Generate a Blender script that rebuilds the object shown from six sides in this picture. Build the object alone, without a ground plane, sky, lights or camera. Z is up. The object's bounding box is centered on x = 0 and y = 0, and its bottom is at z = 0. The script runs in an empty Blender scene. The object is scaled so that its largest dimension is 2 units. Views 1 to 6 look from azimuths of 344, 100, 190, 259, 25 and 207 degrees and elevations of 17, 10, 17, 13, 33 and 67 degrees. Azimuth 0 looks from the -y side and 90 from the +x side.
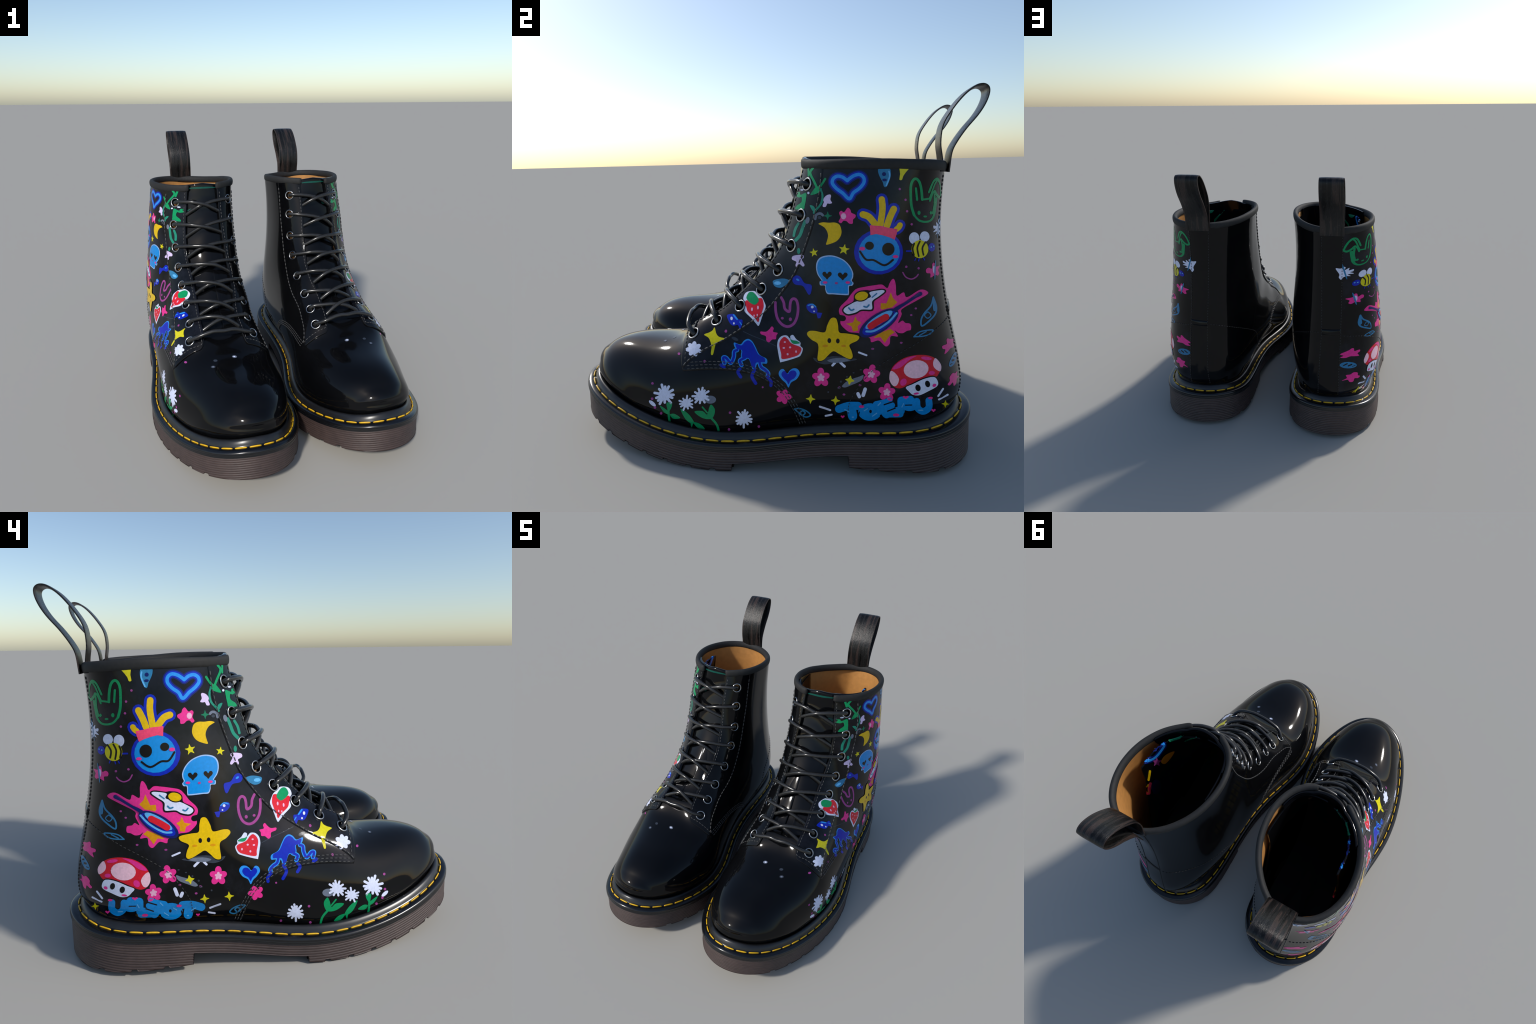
# A pair of glossy black lace-up ankle boots with doodle prints on the outer sides.
# One boot (the one on the +x side) is modelled in world coordinates; the other is its mirror image.
import bpy, bmesh, math, random
import numpy as np
from mathutils import Vector
from mathutils.bvhtree import BVHTree
from mathutils.geometry import delaunay_2d_cdt

random.seed(7)
RNG = np.random.default_rng(7)
ORIGIN = np.array([0.42, 0.0, 0.0])          # base point of the modelled boot
PARTS = []                                    # (object, parent object or None)

# ------------------------------------------------------------------ maths
def natural_spline(Y, ts):
    """natural cubic spline through rows of Y at 0,1,2..., evaluated at ts"""
    Y = np.asarray(Y, float); ts = np.asarray(ts, float)
    n = len(Y); A = np.zeros((n, n)); R = np.zeros_like(Y)
    A[0, 0] = A[-1, -1] = 1
    for i in range(1, n - 1):
        A[i, i - 1:i + 2] = [1, 4, 1]; R[i] = 6 * (Y[i - 1] - 2 * Y[i] + Y[i + 1])
    M = np.linalg.solve(A, R)
    i = np.clip(np.floor(ts).astype(int), 0, n - 2); f = (ts - i)[:, None]
    return (1 - f) * Y[i] + f * Y[i + 1] + ((1 - f) ** 3 - (1 - f)) * M[i] / 6 + (f ** 3 - f) * M[i + 1] / 6

def catmull(P, per=8, closed=False):
    P = np.asarray(P, float); n = len(P); out = []
    for i in range(n if closed else n - 1):
        if closed: p0, p1, p2, p3 = P[i - 1], P[i], P[(i + 1) % n], P[(i + 2) % n]
        else: p0, p1, p2, p3 = P[max(i - 1, 0)], P[i], P[i + 1], P[min(i + 2, n - 1)]
        for k in range(per):
            t = k / per
            out.append(.5 * (2 * p1 + (p2 - p0) * t + (2 * p0 - 5 * p1 + 4 * p2 - p3) * t * t + (3 * p1 - p0 - 3 * p2 + p3) * t ** 3))
    if not closed: out.append(P[-1])
    return np.array(out)

def resample(P, n, closed=False):
    P = np.asarray(P, float)
    if closed: P = np.vstack([P, P[:1]])
    d = np.r_[0, np.cumsum(np.linalg.norm(np.diff(P, axis=0), axis=1))]
    s = np.linspace(0, d[-1], n + 1)[:-1] if closed else np.linspace(0, d[-1], n)
    return np.stack([np.interp(s, d, P[:, k]) for k in range(P.shape[1])], -1)

def unit(v):
    v = np.asarray(v, float); return v / (np.linalg.norm(v, axis=-1, keepdims=True) + 1e-12)

def signed_distance(poly, Q):
    """distance of points Q (n,2) to closed polygon, positive inside"""
    poly = np.asarray(poly, float); a = poly; b = np.roll(poly, -1, 0)
    best = np.full(len(Q), 1e9); inside = np.zeros(len(Q), bool)
    for p, q in zip(a, b):
        e = q - p; w = Q - p
        t = np.clip((w @ e) / (e @ e + 1e-15), 0, 1)
        best = np.minimum(best, np.linalg.norm(w - t[:, None] * e, axis=1))
        c = (p[1] > Q[:, 1]) != (q[1] > Q[:, 1])
        with np.errstate(divide='ignore', invalid='ignore'):
            xi = p[0] + (Q[:, 1] - p[1]) * e[0] / (e[1] if abs(e[1]) > 1e-15 else 1e-15)
        inside ^= c & (Q[:, 0] < xi)
    return np.where(inside, best, -best)

# ------------------------------------------------------------------ materials
def srgb(r, g, b):
    f = lambda c: (c / 12.92 if c <= .04045 else ((c + .055) / 1.055) ** 2.4)
    return tuple(f(c / 255) for c in (r, g, b)) + (1,)

class Mat:
    def __init__(s, name):
        s.m = bpy.data.materials.new(name); s.m.use_nodes = True
        s.t = s.m.node_tree; s.b = s.t.nodes['Principled BSDF']
    def node(s, kind, **kw):
        n = s.t.nodes.new(kind)
        for k, v in kw.items():
            if k in n.inputs: n.inputs[k].default_value = v
            else: setattr(n, k, v)
        return n
    def link(s, a, b): s.t.links.new(a, b)
    def set(s, **kw):
        for k, v in kw.items(): s.b.inputs[k.replace('_', ' ')].default_value = v
        return s
    def obj(s): return s.node('ShaderNodeTexCoord').outputs['Object']
    def noise(s, scale, detail=3, rough=.5, vec=None):
        n = s.node('ShaderNodeTexNoise', Scale=scale, Detail=detail, Roughness=rough)
        s.link(vec or s.obj(), n.inputs['Vector']); return n.outputs['Fac']
    def ramp(s, fac, stops):
        r = s.node('ShaderNodeValToRGB'); e = r.color_ramp.elements
        while len(e) < len(stops): e.new(.5)
        for k, (p, c) in zip(e, stops): k.position = p; k.color = c
        s.link(fac, r.inputs['Fac']); return r.outputs['Color']
    def bump(s, h, strength=.2, dist=.002):
        b = s.node('ShaderNodeBump', Strength=strength, Distance=dist)
        s.link(h, b.inputs['Height']); s.link(b.outputs['Normal'], s.b.inputs['Normal'])

def g(v): return (v, v, v, 1)

SPEC = .22
def patent_leather():
    m = Mat('patent_leather')
    m.link(m.ramp(m.noise(5, 4), [(.35, (.0022, .0024, .003, 1)), (.75, (.0042, .0044, .005, 1))]), m.b.inputs['Base Color'])
    m.set(Roughness=.07, Specular_IOR_Level=SPEC)
    return m.m

def plain(name, col, rough, var=.12, scale=40, bump=0, **kw):
    m = Mat(name); c = np.array(col[:3])
    a, b = tuple(c * (1 - var)) + (1,), tuple(np.minimum(c * (1 + var), 1)) + (1,)
    n = m.noise(scale, 4, .6)
    m.link(m.ramp(n, [(.3, a), (.7, b)]), m.b.inputs['Base Color'])
    m.set(Roughness=rough, **kw)
    if bump: m.bump(n, bump, .002)
    return m.m

LEATHER = patent_leather()
def printed_leather():
    """black leather with faint blue-grey haze painted into its colour between the prints"""
    m = Mat('printed_leather')
    m.link(m.ramp(m.noise(4.5, 5, .6), [(.42, (.0022, .0024, .003, 1)), (.60, (.010, .011, .016, 1)), (.78, (.018, .019, .028, 1))]), m.b.inputs['Base Color'])
    m.set(Roughness=.07, Specular_IOR_Level=SPEC)
    return m.m
PRINTED = printed_leather()
BINDING = plain('binding_tape', g(.019), .7, .15, 60, .1, Specular_IOR_Level=.3)
LINING = plain('tan_lining', srgb(180, 126, 64), .7, .10, 30, .15)
INSOLE = plain('dark_insole', g(.006), .6)
WELT = plain('welt_rubber', (.0045, .005, .0065, 1), .22, .2, 20)
BEAD = plain('bead_rubber', (.012, .0125, .014, 1), .3, .2, 20)
METAL = plain('eyelet_metal', g(.40), .25, .08, 60, 0, Metallic=1.0)
LACE = plain('waxed_lace', g(.018), .2, .2, 80)
THREAD_Y = plain('yellow_thread', srgb(222, 172, 22), .45, .2, 60, .1)
THREAD_K = plain('grey_thread', g(.06), .6, .3, 60)
THREAD_D = plain('black_thread', g(.022), .6, .3, 60)

def sole_rubber():
    m = Mat('brown_rubber')
    n = m.noise(22, 5, .6)
    m.link(m.ramp(n, [(.3, srgb(57, 45, 43)), (.7, srgb(68, 54, 51))]), m.b.inputs['Base Color'])
    m.set(Roughness=.55); m.bump(m.noise(160, 3), .12, .0015)
    return m.m
SOLE = sole_rubber()

def woven_tape():
    m = Mat('woven_tape')
    mp = m.node('ShaderNodeMapping'); mp.inputs['Scale'].default_value = (42, 2.2, 2.2)
    m.link(m.obj(), mp.inputs['Vector'])
    n1 = m.noise(1.0, 3, .55, mp.outputs['Vector'])
    mp2 = m.node('ShaderNodeMapping'); mp2.inputs['Scale'].default_value = (170, 60, 60)
    m.link(m.obj(), mp2.inputs['Vector'])
    n2 = m.noise(1.0, 4, .7, mp2.outputs['Vector'])
    base = m.ramp(n1, [(.38, g(.003)), (.42, g(.012)), (.50, g(.009)), (.54, (.034, .024, .021, 1)), (.60, (.028, .020, .018, 1)), (.63, g(.004))])
    speck = m.ramp(n2, [(.60, g(0)), (.70, g(.035))])
    mix = m.node('ShaderNodeMix', data_type='RGBA', blend_type='ADD')
    mix.inputs[0].default_value = 1
    m.link(base, mix.inputs[6]); m.link(speck, mix.inputs[7]); m.link(mix.outputs[2], m.b.inputs['Base Color'])
    m.set(Roughness=.32, Specular_IOR_Level=.3)
    m.bump(n2, .6, .003)
    return m.m
TAPE = woven_tape()

# ------------------------------------------------------------------ object helpers
def add(name, V, F, mat, parent=None, smooth=True, sharp=None, stuff=False):
    me = bpy.data.meshes.new(name)
    V = np.asarray(V, float) - ORIGIN
    me.from_pydata(V.tolist(), [], [tuple(int(i) for i in f) for f in F])
    for m_ in (mat if isinstance(mat, (list, tuple)) else [mat]): me.materials.append(m_)
    me.validate(); me.update()
    if smooth:
        me.polygons.foreach_set('use_smooth', [True] * len(me.polygons))
        if sharp: me.set_sharp_from_angle(angle=math.radians(sharp))
    ob = bpy.data.objects.new(name, me)
    bpy.context.scene.collection.objects.link(ob)
    if stuff: ob['kind'] = 'stuff'
    PARTS.append((ob, parent))
    return ob

def grid_faces(nr, nc, closed_c=True, closed_r=False):
    F = []
    for i in range(nr if closed_r else nr - 1):
        for j in range(nc if closed_c else nc - 1):
            a, b = i * nc + j, i * nc + (j + 1) % nc
            c, d = ((i + 1) % nr) * nc + (j + 1) % nc, ((i + 1) % nr) * nc + j
            F.append((a, d, c, b))
    return F

def tube(P, r, sides=10, cap=True, flat=1.0, up=None):
    """sweep a circle along polyline P; r scalar or per point"""
    P = np.asarray(P, float); n = len(P); r = np.broadcast_to(r, (n,))
    T = unit(np.gradient(P, axis=0))
    ref = np.array(up if up is not None else [0.123, .3, .95]); U = unit(np.cross(T[0], ref)); V = []
    for i in range(n):
        U = unit(U - T[i] * (U @ T[i])); W = np.cross(T[i], U)
        for k in range(sides):
            a = 2 * math.pi * k / sides
            V.append(P[i] + r[i] * (math.cos(a) * U + math.sin(a) * W * flat))
    F = grid_faces(n, sides)
    if cap:
        F.append(tuple(range(sides))); F.append(tuple(reversed(range((n - 1) * sides, n * sides))))
    return np.array(V), F

def join(chunks):
    V, F, o = [], [], 0
    for v, f in chunks:
        V.append(v); F += [tuple(i + o for i in q) for q in f]; o += len(v)
    return np.vstack(V), F

# ------------------------------------------------------------------ the last: the body surface of the boot
# Stations run from the toe tip over the instep to the collar. Each is a closed cross-section in the plane
# through the x axis direction and the line front point -> back point.
# front y, front z, back y, back z, centre x, outer half width, inner half width,
# widest place outer / inner (0 front .. 1 back), roundness of front and back half outside, then inside
STATIONS = np.array([
    [-.943, .303, -.421, .020, .362, .310, .258, .831, .837, 2.12, 3.23, 2.24, 3.33],
    [-.904, .394, -.421, .012, .374, .309, .281, .800, .772, 2.02, 3.17, 2.36, 2.99],
    [-.830, .459, -.417, .003, .386, .307, .305, .769, .707, 1.86, 3.10, 2.49, 2.64],
    [-.705, .487, -.410, .002, .396, .311, .327, .737, .644, 1.97, 3.03, 2.61, 2.29],
    [-.564, .496, -.397, .015, .403, .320, .348, .704, .587, 2.21, 2.96, 2.60, 1.96],
    [-.416, .533, -.294, .018, .411, .331, .352, .669, .543, 2.35, 2.86, 2.40, 1.75],
    [-.334, .623, -.113, .010, .414, .335, .331, .635, .510, 2.02, 2.77, 2.51, 1.68],
    [-.228, .686, .206, .095, .410, .341, .302, .593, .487, 1.76, 2.58, 2.64, 1.85],
    [-.134, .786, .637, .137, .400, .356, .280, .555, .477, 1.68, 2.58, 2.80, 2.13],
    [-.041, .888, .911, .245, .388, .366, .257, .530, .476, 1.71, 2.39, 2.75, 1.95],
    [.062, 1.032, .938, .450, .371, .368, .233, .536, .477, 1.86, 2.05, 2.78, 1.62],
    [.131, 1.208, .874, .741, .364, .351, .211, .570, .479, 1.98, 1.95, 3.05, 1.52],
    [.191, 1.376, .834, 1.071, .374, .314, .220, .603, .485, 2.02, 1.85, 3.45, 1.48],
    [.222, 1.515, .839, 1.347, .401, .257, .265, .623, .488, 2.25, 1.95, 3.80, 1.42]])

def last_surface(na=250, half=84):
    q = natural_spline(STATIONS, np.linspace(0, len(STATIONS) - 1 + .25, na))
    rows = []
    u = np.linspace(0, 1, 70) * math.pi / 2
    s, c = np.sin(u), np.clip(np.cos(u), 0, 1)
    for Fy, Fz, By, Bz, xc, wo, wi, mo, mi, pfo, pbo, pfi, pbi in q:
        def side(w, m, pf, pb):
            m = min(max(m, .2), .995)
            x = np.r_[w * s ** (2 / pf), (w * c ** (2 / pb))[1:]]
            f = np.r_[m * (1 - c ** (2 / pf)), (m + (1 - m) * s ** (2 / pb))[1:]]
            return np.stack([x, f], -1)
        o, i = side(wo, mo, pfo, pbo), side(wi, mi, pfi, pbi)
        L = math.hypot(By - Fy, Bz - Fz)
        def even(pr):
            p3 = np.stack([pr[:, 0], pr[:, 1] * L], -1); r = resample(p3, half + 1); r[:, 1] /= L; return r
        o, i = even(o), even(i)
        x = np.r_[o[:, 0], -i[-2:0:-1, 0]]; f = np.r_[o[:, 1], i[-2:0:-1, 1]]
        rows.append(np.stack([xc + x, Fy + f * (By - Fy), Fz + f * (Bz - Fz)], -1))
    return np.array(rows)

# the stitch line of the welt, all round the boot
OUTLINE = catmull([(.338, -.962, .282), (.415, -.956, .280), (.490, -.926, .267), (.559, -.870, .247), (.619, -.789, .222), (.671, -.688, .194), (.715, -.571, .169),
                   (.750, -.443, .149), (.774, -.307, .136), (.781, -.166, .131), (.769, -.024, .136), (.749, .119, .151), (.735, .262, .169), (.732, .402, .184),
                   (.731, .534, .193), (.721, .655, .199), (.696, .758, .207), (.652, .839, .217), (.590, .898, .227), (.517, .935, .234), (.439, .950, .237),
                   (.361, .941, .235), (.291, .909, .230), (.233, .854, .220), (.192, .777, .209), (.173, .677, .199), (.168, .560, .190), (.170, .428, .180),
                   (.169, .288, .171), (.159, .144, .163), (.135, .002, .155), (.097, -.136, .148), (.059, -.268, .147), (.037, -.396, .153), (.038, -.519, .167),
                   (.060, -.635, .187), (.096, -.739, .209), (.143, -.829, .233), (.199, -.899, .255), (.265, -.943, .272)], 30, True)
OUTLINE = resample(OUTLINE, 900, True)
OT = unit(np.roll(OUTLINE, -4, 0) - np.roll(OUTLINE, 4, 0)); ON = unit(np.stack([OT[:, 1], -OT[:, 0], 0 * OT[:, 0]], -1))
if ON[450] @ np.array([0, 1., 0]) < 0: ON = -ON

G = last_surface()
for _ in range(3):                                   # take the last ripples out
    G[:, :] = .5 * G + .25 * (np.roll(G, 1, 1) + np.roll(G, -1, 1))
    G[1:-1] = .5 * G[1:-1] + .25 * (G[:-2] + G[2:])
NA, NC = G.shape[:2]
def tuck_in(P):
    """draw the upper in just above the welt, leaving the narrow gap behind the bead"""
    Q = P.reshape(-1, 3); out = Q.copy(); O, On = OUTLINE[::5], ON[::5]
    low = np.where(Q[:, 2] < .50)[0]
    for c in np.array_split(low, 40):
        d2 = ((Q[c][:, None, :2] - O[None, :, :2]) ** 2).sum(2); k = d2.argmin(1)
        d = ((Q[c] - O[k]) * On[k]).sum(1); h = Q[c][:, 2] - O[k][:, 2]
        lim = np.interp(h, [-.05, .015, .04, .07, .11, .16, .22], [-.050, -.046, -.036, -.024, -.010, .012, .06])
        heel = np.interp(h, [-.05, .015, .04, .07, .11, .16, .22], [-.036, -.032, -.024, -.015, -.004, .02, .06])
        t = np.clip((Q[c][:, 1] - .25) / .35, 0, 1); lim = lim * (1 - t) + heel * t
        over = np.maximum(d - lim, 0)
        lo = np.interp(h, [.0, .02, .05, .10, .14], [-.062, -.056, -.046, -.036, -.06]); lo_heel = np.interp(h, [.0, .02, .05, .10, .16], [-.036, -.034, -.030, -.026, -.05])
        lo = lo * (1 - t) + lo_heel * t
        waist = (Q[c][:, 0] < .40) & (Q[c][:, 1] > -.35) & (Q[c][:, 1] < .60)
        under = np.clip(lo - d, 0, .045) * np.clip((h - .004) / .015, 0, 1) * np.clip((.15 - h) / .03, 0, 1) * np.clip((d + .11) / .04, 0, 1) * ~waist
        out[c] = Q[c] + On[k] * (under - over)[:, None]
    return out.reshape(P.shape)
G = tuck_in(G)
for _ in range(2):
    G[:, :] = .5 * G + .25 * (np.roll(G, 1, 1) + np.roll(G, -1, 1))
    G[1:-1] = .5 * G[1:-1] + .25 * (G[:-2] + G[2:])
dN = np.cross(np.gradient(G, axis=0), np.roll(G, -1, 1) - np.roll(G, 1, 1))
dN = unit(dN)
if (dN[NA // 2, 20] @ np.array([1., 0, 0])) < 0: dN = -dN
GV, GN = G.reshape(-1, 3), dN.reshape(-1, 3)
quads = np.array(grid_faces(NA, NC))
GT = np.vstack([quads[:, [0, 1, 2]], quads[:, [0, 2, 3]]])
e1, e2 = GV[GT[:, 1]] - GV[GT[:, 0]], GV[GT[:, 2]] - GV[GT[:, 0]]
if (np.einsum('ij,ij->i', np.cross(e1, e2), GN[GT[:, 0]])).mean() < 0: GT = GT[:, ::-1].copy()
LAST = BVHTree.FromPolygons(GV.tolist(), GT.tolist())

def snap(P, lift=0.0, tree=None):
    out = []
    for p in np.atleast_2d(P):
        loc, nor, _, _ = (tree or LAST).find_nearest(Vector(p))
        out.append(np.array(loc) + np.array(nor) * lift)
    return np.array(out)

def normal_at(p):
    return np.array(LAST.find_nearest(Vector(p))[1])

# ------------------------------------------------------------------ panels cut from the last
def split_at(V, N, Gv, T, level):
    """cut all triangles along the line where the field Gv equals level"""
    d = Gv - level; d = np.where(np.abs(d) < 1e-7, 1e-7, d)
    sgn = d > 0; k = sgn[T].sum(1)
    keep = T[(k == 0) | (k == 3)]; cut = T[(k == 1) | (k == 2)]
    if len(cut) == 0: return V, N, Gv, T
    lone = np.where((sgn[cut].sum(1) == 1)[:, None], sgn[cut], ~sgn[cut]).argmax(1)
    r = np.arange(len(cut))
    a, b, c = cut[r, lone], cut[r, (lone + 1) % 3], cut[r, (lone + 2) % 3]
    E = np.vstack([np.stack([a, b], 1), np.stack([a, c], 1)]); E.sort(axis=1)
    U, inv = np.unique(E, axis=0, return_inverse=True); inv = inv.ravel()
    t = (d[U[:, 0]] / (d[U[:, 0]] - d[U[:, 1]]))[:, None]
    V2 = np.vstack([V, V[U[:, 0]] * (1 - t) + V[U[:, 1]] * t])
    N2 = np.vstack([N, unit(N[U[:, 0]] * (1 - t) + N[U[:, 1]] * t)])
    G2 = np.r_[Gv, np.full(len(U), level)]
    ab, ac = inv[:len(cut)] + len(V), inv[len(cut):] + len(V)
    T2 = np.vstack([keep, np.stack([a, ab, ac], 1), np.stack([ab, b, c], 1), np.stack([ab, c, ac], 1)])
    return V2, N2, G2, T2

def border_edges(T):
    E = np.vstack([T[:, [0, 1]], T[:, [1, 2]], T[:, [2, 0]]])
    key = np.sort(E, axis=1); _, inv, cnt = np.unique(key, axis=0, return_inverse=True, return_counts=True)
    return E[cnt[inv.ravel()] == 1]

def panel(field, base=0.0, thick=.006, rnd=.006, skirt=.01, back=None):
    """sheet of leather: the part of the last where field > 0, raised by base, with rounded rim.
    field is a signed distance in metres; skirt closes the rim downwards; back adds an inner face."""
    V, N, T = GV, GN, GT
    Gv = field(V)
    near = (Gv[T] > -.05).any(1); T = T[near]
    for lv in (0, rnd * .25, rnd): V, N, Gv, T = split_at(V, N, Gv, T, lv)
    T = T[(Gv[T] >= -1e-6).all(1)]
    used = np.unique(T); m = np.full(len(V), -1); m[used] = np.arange(len(used))
    V, N, Gv, T = V[used], N[used], Gv[used], m[T]
    x = np.clip(1 - Gv / rnd, 0, 1)
    base = np.broadcast_to(base(V) if callable(base) else base, (len(V),))
    off = base + thick * np.sqrt(np.clip(1 - x * x, 0, 1))
    P = V + N * off[:, None]
    F = [tuple(t) for t in T]
    be = border_edges(T); bv = np.unique(be); mm = {int(b): len(P) + i for i, b in enumerate(bv)}
    P2 = V[bv] + N[bv] * (base[bv] - skirt)[:, None]
    F += [(int(b), int(a), mm[int(a)], mm[int(b)]) for a, b in be]
    P = np.vstack([P, P2])
    if back is not None:
        o = len(P); P = np.vstack([P, V + N * (base + back)[:, None]]); F += [(t[0] + o, t[2] + o, t[1] + o) for t in T]
    return P, F

def poly_field(poly):
    poly = np.asarray(poly, float)
    return lambda V: signed_distance(poly, V[:, 1:3])

# collar line (lower edge of the binding) from the outer end of the opening round the heel to the inner end
COLLAR = catmull([(.471, .196, 1.358), (.504, .220, 1.352), (.549, .258, 1.350), (.590, .303, 1.349), (.625, .361, 1.349), (.652, .429, 1.349),
                  (.667, .507, 1.348), (.667, .590, 1.346), (.648, .673, 1.342), (.610, .745, 1.339), (.556, .797, 1.335), (.494, .826, 1.332),
                  (.429, .833, 1.329), (.368, .818, 1.327), (.313, .786, 1.327), (.265, .744, 1.329), (.224, .695, 1.334), (.189, .639, 1.340),
                  (.161, .574, 1.349), (.144, .501, 1.356), (.139, .422, 1.362), (.151, .343, 1.365), (.181, .272, 1.366), (.227, .220, 1.366),
                  (.289, .182, 1.366)], 6)
def collar_z(V):
    """height of the collar line in the direction of each point, seen from the shaft axis"""
    ax = np.array([.40, .50])
    a = np.arctan2(COLLAR[:, 1] - ax[1], COLLAR[:, 0] - ax[0]); a = np.unwrap(a)
    lo = a[0]; q = np.arctan2(V[:, 1] - ax[1], V[:, 0] - ax[0])
    q = lo + np.mod(q - lo, 2 * math.pi)
    return np.interp(q, a, COLLAR[:, 2])

SEAM_OUT = [(.225, .05), (.193, .20), (.165, .297), (.125, .366), (.068, .410), (-.006, .438), (-.098, .447), (-.226, .441), (-.355, .422)]
SEAM_IN = [(.215, .05), (.196, .18), (.168, .27), (.120, .350), (.060, .410), (-.010, .435), (-.085, .450), (-.165, .453), (-.250, .448), (-.352, .430)]
FRONT = [(-.368, .470), (-.384, .535), (-.392, .575), (-.44, .66), (-.44, 1.7), (1.2, 1.7), (1.2, .05)]
FACING_OUT = [(.303, 1.42), (.301, 1.348), (.292, 1.247), (.267, 1.135), (.230, 1.019), (.184, .899), (.123, .806), (.046, .713), (-.032, .652),
              (-.158, .569), (-.252, .521), (-.322, .474), (-.350, .445)]
FACING_IN = [(.300, 1.42), (.292, 1.330), (.272, 1.220), (.253, 1.137), (.216, 1.022), (.177, .916), (.127, .823), (.061, .746), (-.024, .684), (-.124, .630), (-.215, .577),
             (-.280, .540), (-.320, .501), (-.343, .460)]
def edge_out(z): return np.interp(z, [.52, .56, .60, .70, .845, .914, 1.0, 1.125, 1.24, 1.36], [.545, .510, .498, .495, .497, .505, .510, .504, .489, .472])
def edge_in(z): return np.interp(z, [.52, .55, .60, .65, .70, .79, .87, 1.04, 1.20, 1.37], [.235, .262, .277, .287, .287, .267, .265, .279, .289, .288])

EYE_OUT = snap([(.552, .231, 1.282), (.567, .208, 1.143), (.569, .162, 1.005), (.567, .097, .890), (.561, .016, .795), (.557, -.092, .709), (.557, -.211, .632), (.579, -.324, .572)])
EYE_IN = snap([(.214, .202, 1.290), (.211, .181, 1.165), (.206, .145, 1.023), (.205, .088, .900), (.197, -.012, .788), (.210, -.124, .700), (.212, -.221, .630), (.202, -.328, .575)])

def holes(V, E, r=.0235):
    d = np.full(len(V), 9.)
    for e in E: d = np.minimum(d, np.linalg.norm(V - e, axis=1) - r)
    return d

P_OUT = np.vstack([catmull(SEAM_OUT, 6), FRONT]); P_IN = np.vstack([catmull(SEAM_IN, 6), FRONT])
def quarter_field(poly, side, eyes):
    base = poly_field(poly)
    def f(V):
        lim = np.where(V[:, 1] > .5, .42, edge_out(V[:, 2]) if side > 0 else edge_in(V[:, 2]))
        d = np.minimum(base(V), side * (V[:, 0] - lim))
        d = np.minimum(d, collar_z(V) + .02 - V[:, 2])
        return np.minimum(d, holes(V, eyes))
    return f
QF_OUT, QF_IN = quarter_field(P_OUT, 1, EYE_OUT), quarter_field(P_IN, -1, EYE_IN)

TOPS = []
def leather(name, *a, mat=None, **k):
    V, F = panel(*a, **k); TOPS.append((V, F)); return add(name, V, F, mat or LEATHER)

QUARTER_O = leather('quarter', QF_OUT, mat=PRINTED, base=-.004, thick=.006, rnd=.006, skirt=.010)
QUARTER_I = leather('quarter', QF_IN, base=-.004, thick=.006, rnd=.006, skirt=.010)

def facing_field(qf, line):
    ln = catmull(line, 6); poly = np.vstack([ln, [(-.6, .40), (-.6, 1.7), (.303, 1.7)]])
    return lambda V: np.minimum(qf(V), signed_distance(poly, V[:, 1:3]) + .007)
FACING_O = leather('eyelet_facing', facing_field(QF_OUT, FACING_OUT), mat=PRINTED, base=.001, thick=.0045, rnd=.004, skirt=.004)
FACING_I = leather('eyelet_facing', facing_field(QF_IN, FACING_IN), base=.001, thick=.0045, rnd=.004, skirt=.004)

# vamp: toe and forepart, running under the quarters
def vamp_field(V):
    return np.minimum(.30 - V[:, 1] - .25 * np.clip(V[:, 2] - .45, 0, 1), .64 - V[:, 2])
def sink(V):
    """how far the middle of the throat lies below the last, between the two facings"""
    lo, hi = edge_in(V[:, 2]), edge_out(V[:, 2]); t = np.clip((V[:, 0] - lo) / (hi - lo), -.4, 1.4)
    across = np.clip(1 - np.abs(2 * t - 1) ** 2.5, -.3, 1) * .7 + .3
    depth = np.interp(V[:, 2], [.48, .52, .60, .70, .85, 1.0, 1.25, 1.33, 1.40], [.004, .010, .025, .027, .018, .010, .004, -.008, -.020])
    front = np.clip((V[:, 1] + .45) / .10, 0, 1); front = front * front * (3 - 2 * front)
    wrinkle = .0016 * np.sin(V[:, 2] * 60 + 3 * np.sin(V[:, 0] * 14)) * np.clip((V[:, 2] - 1.0) / .15, 0, 1) * np.clip((1.34 - V[:, 2]) / .05, 0, 1)
    return np.clip(across, 0, 1) * depth * front + wrinkle * front
VAMP = leather('vamp', vamp_field, base=lambda V: -.008 - sink(V), thick=.006, rnd=.004, skirt=.004)

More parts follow.
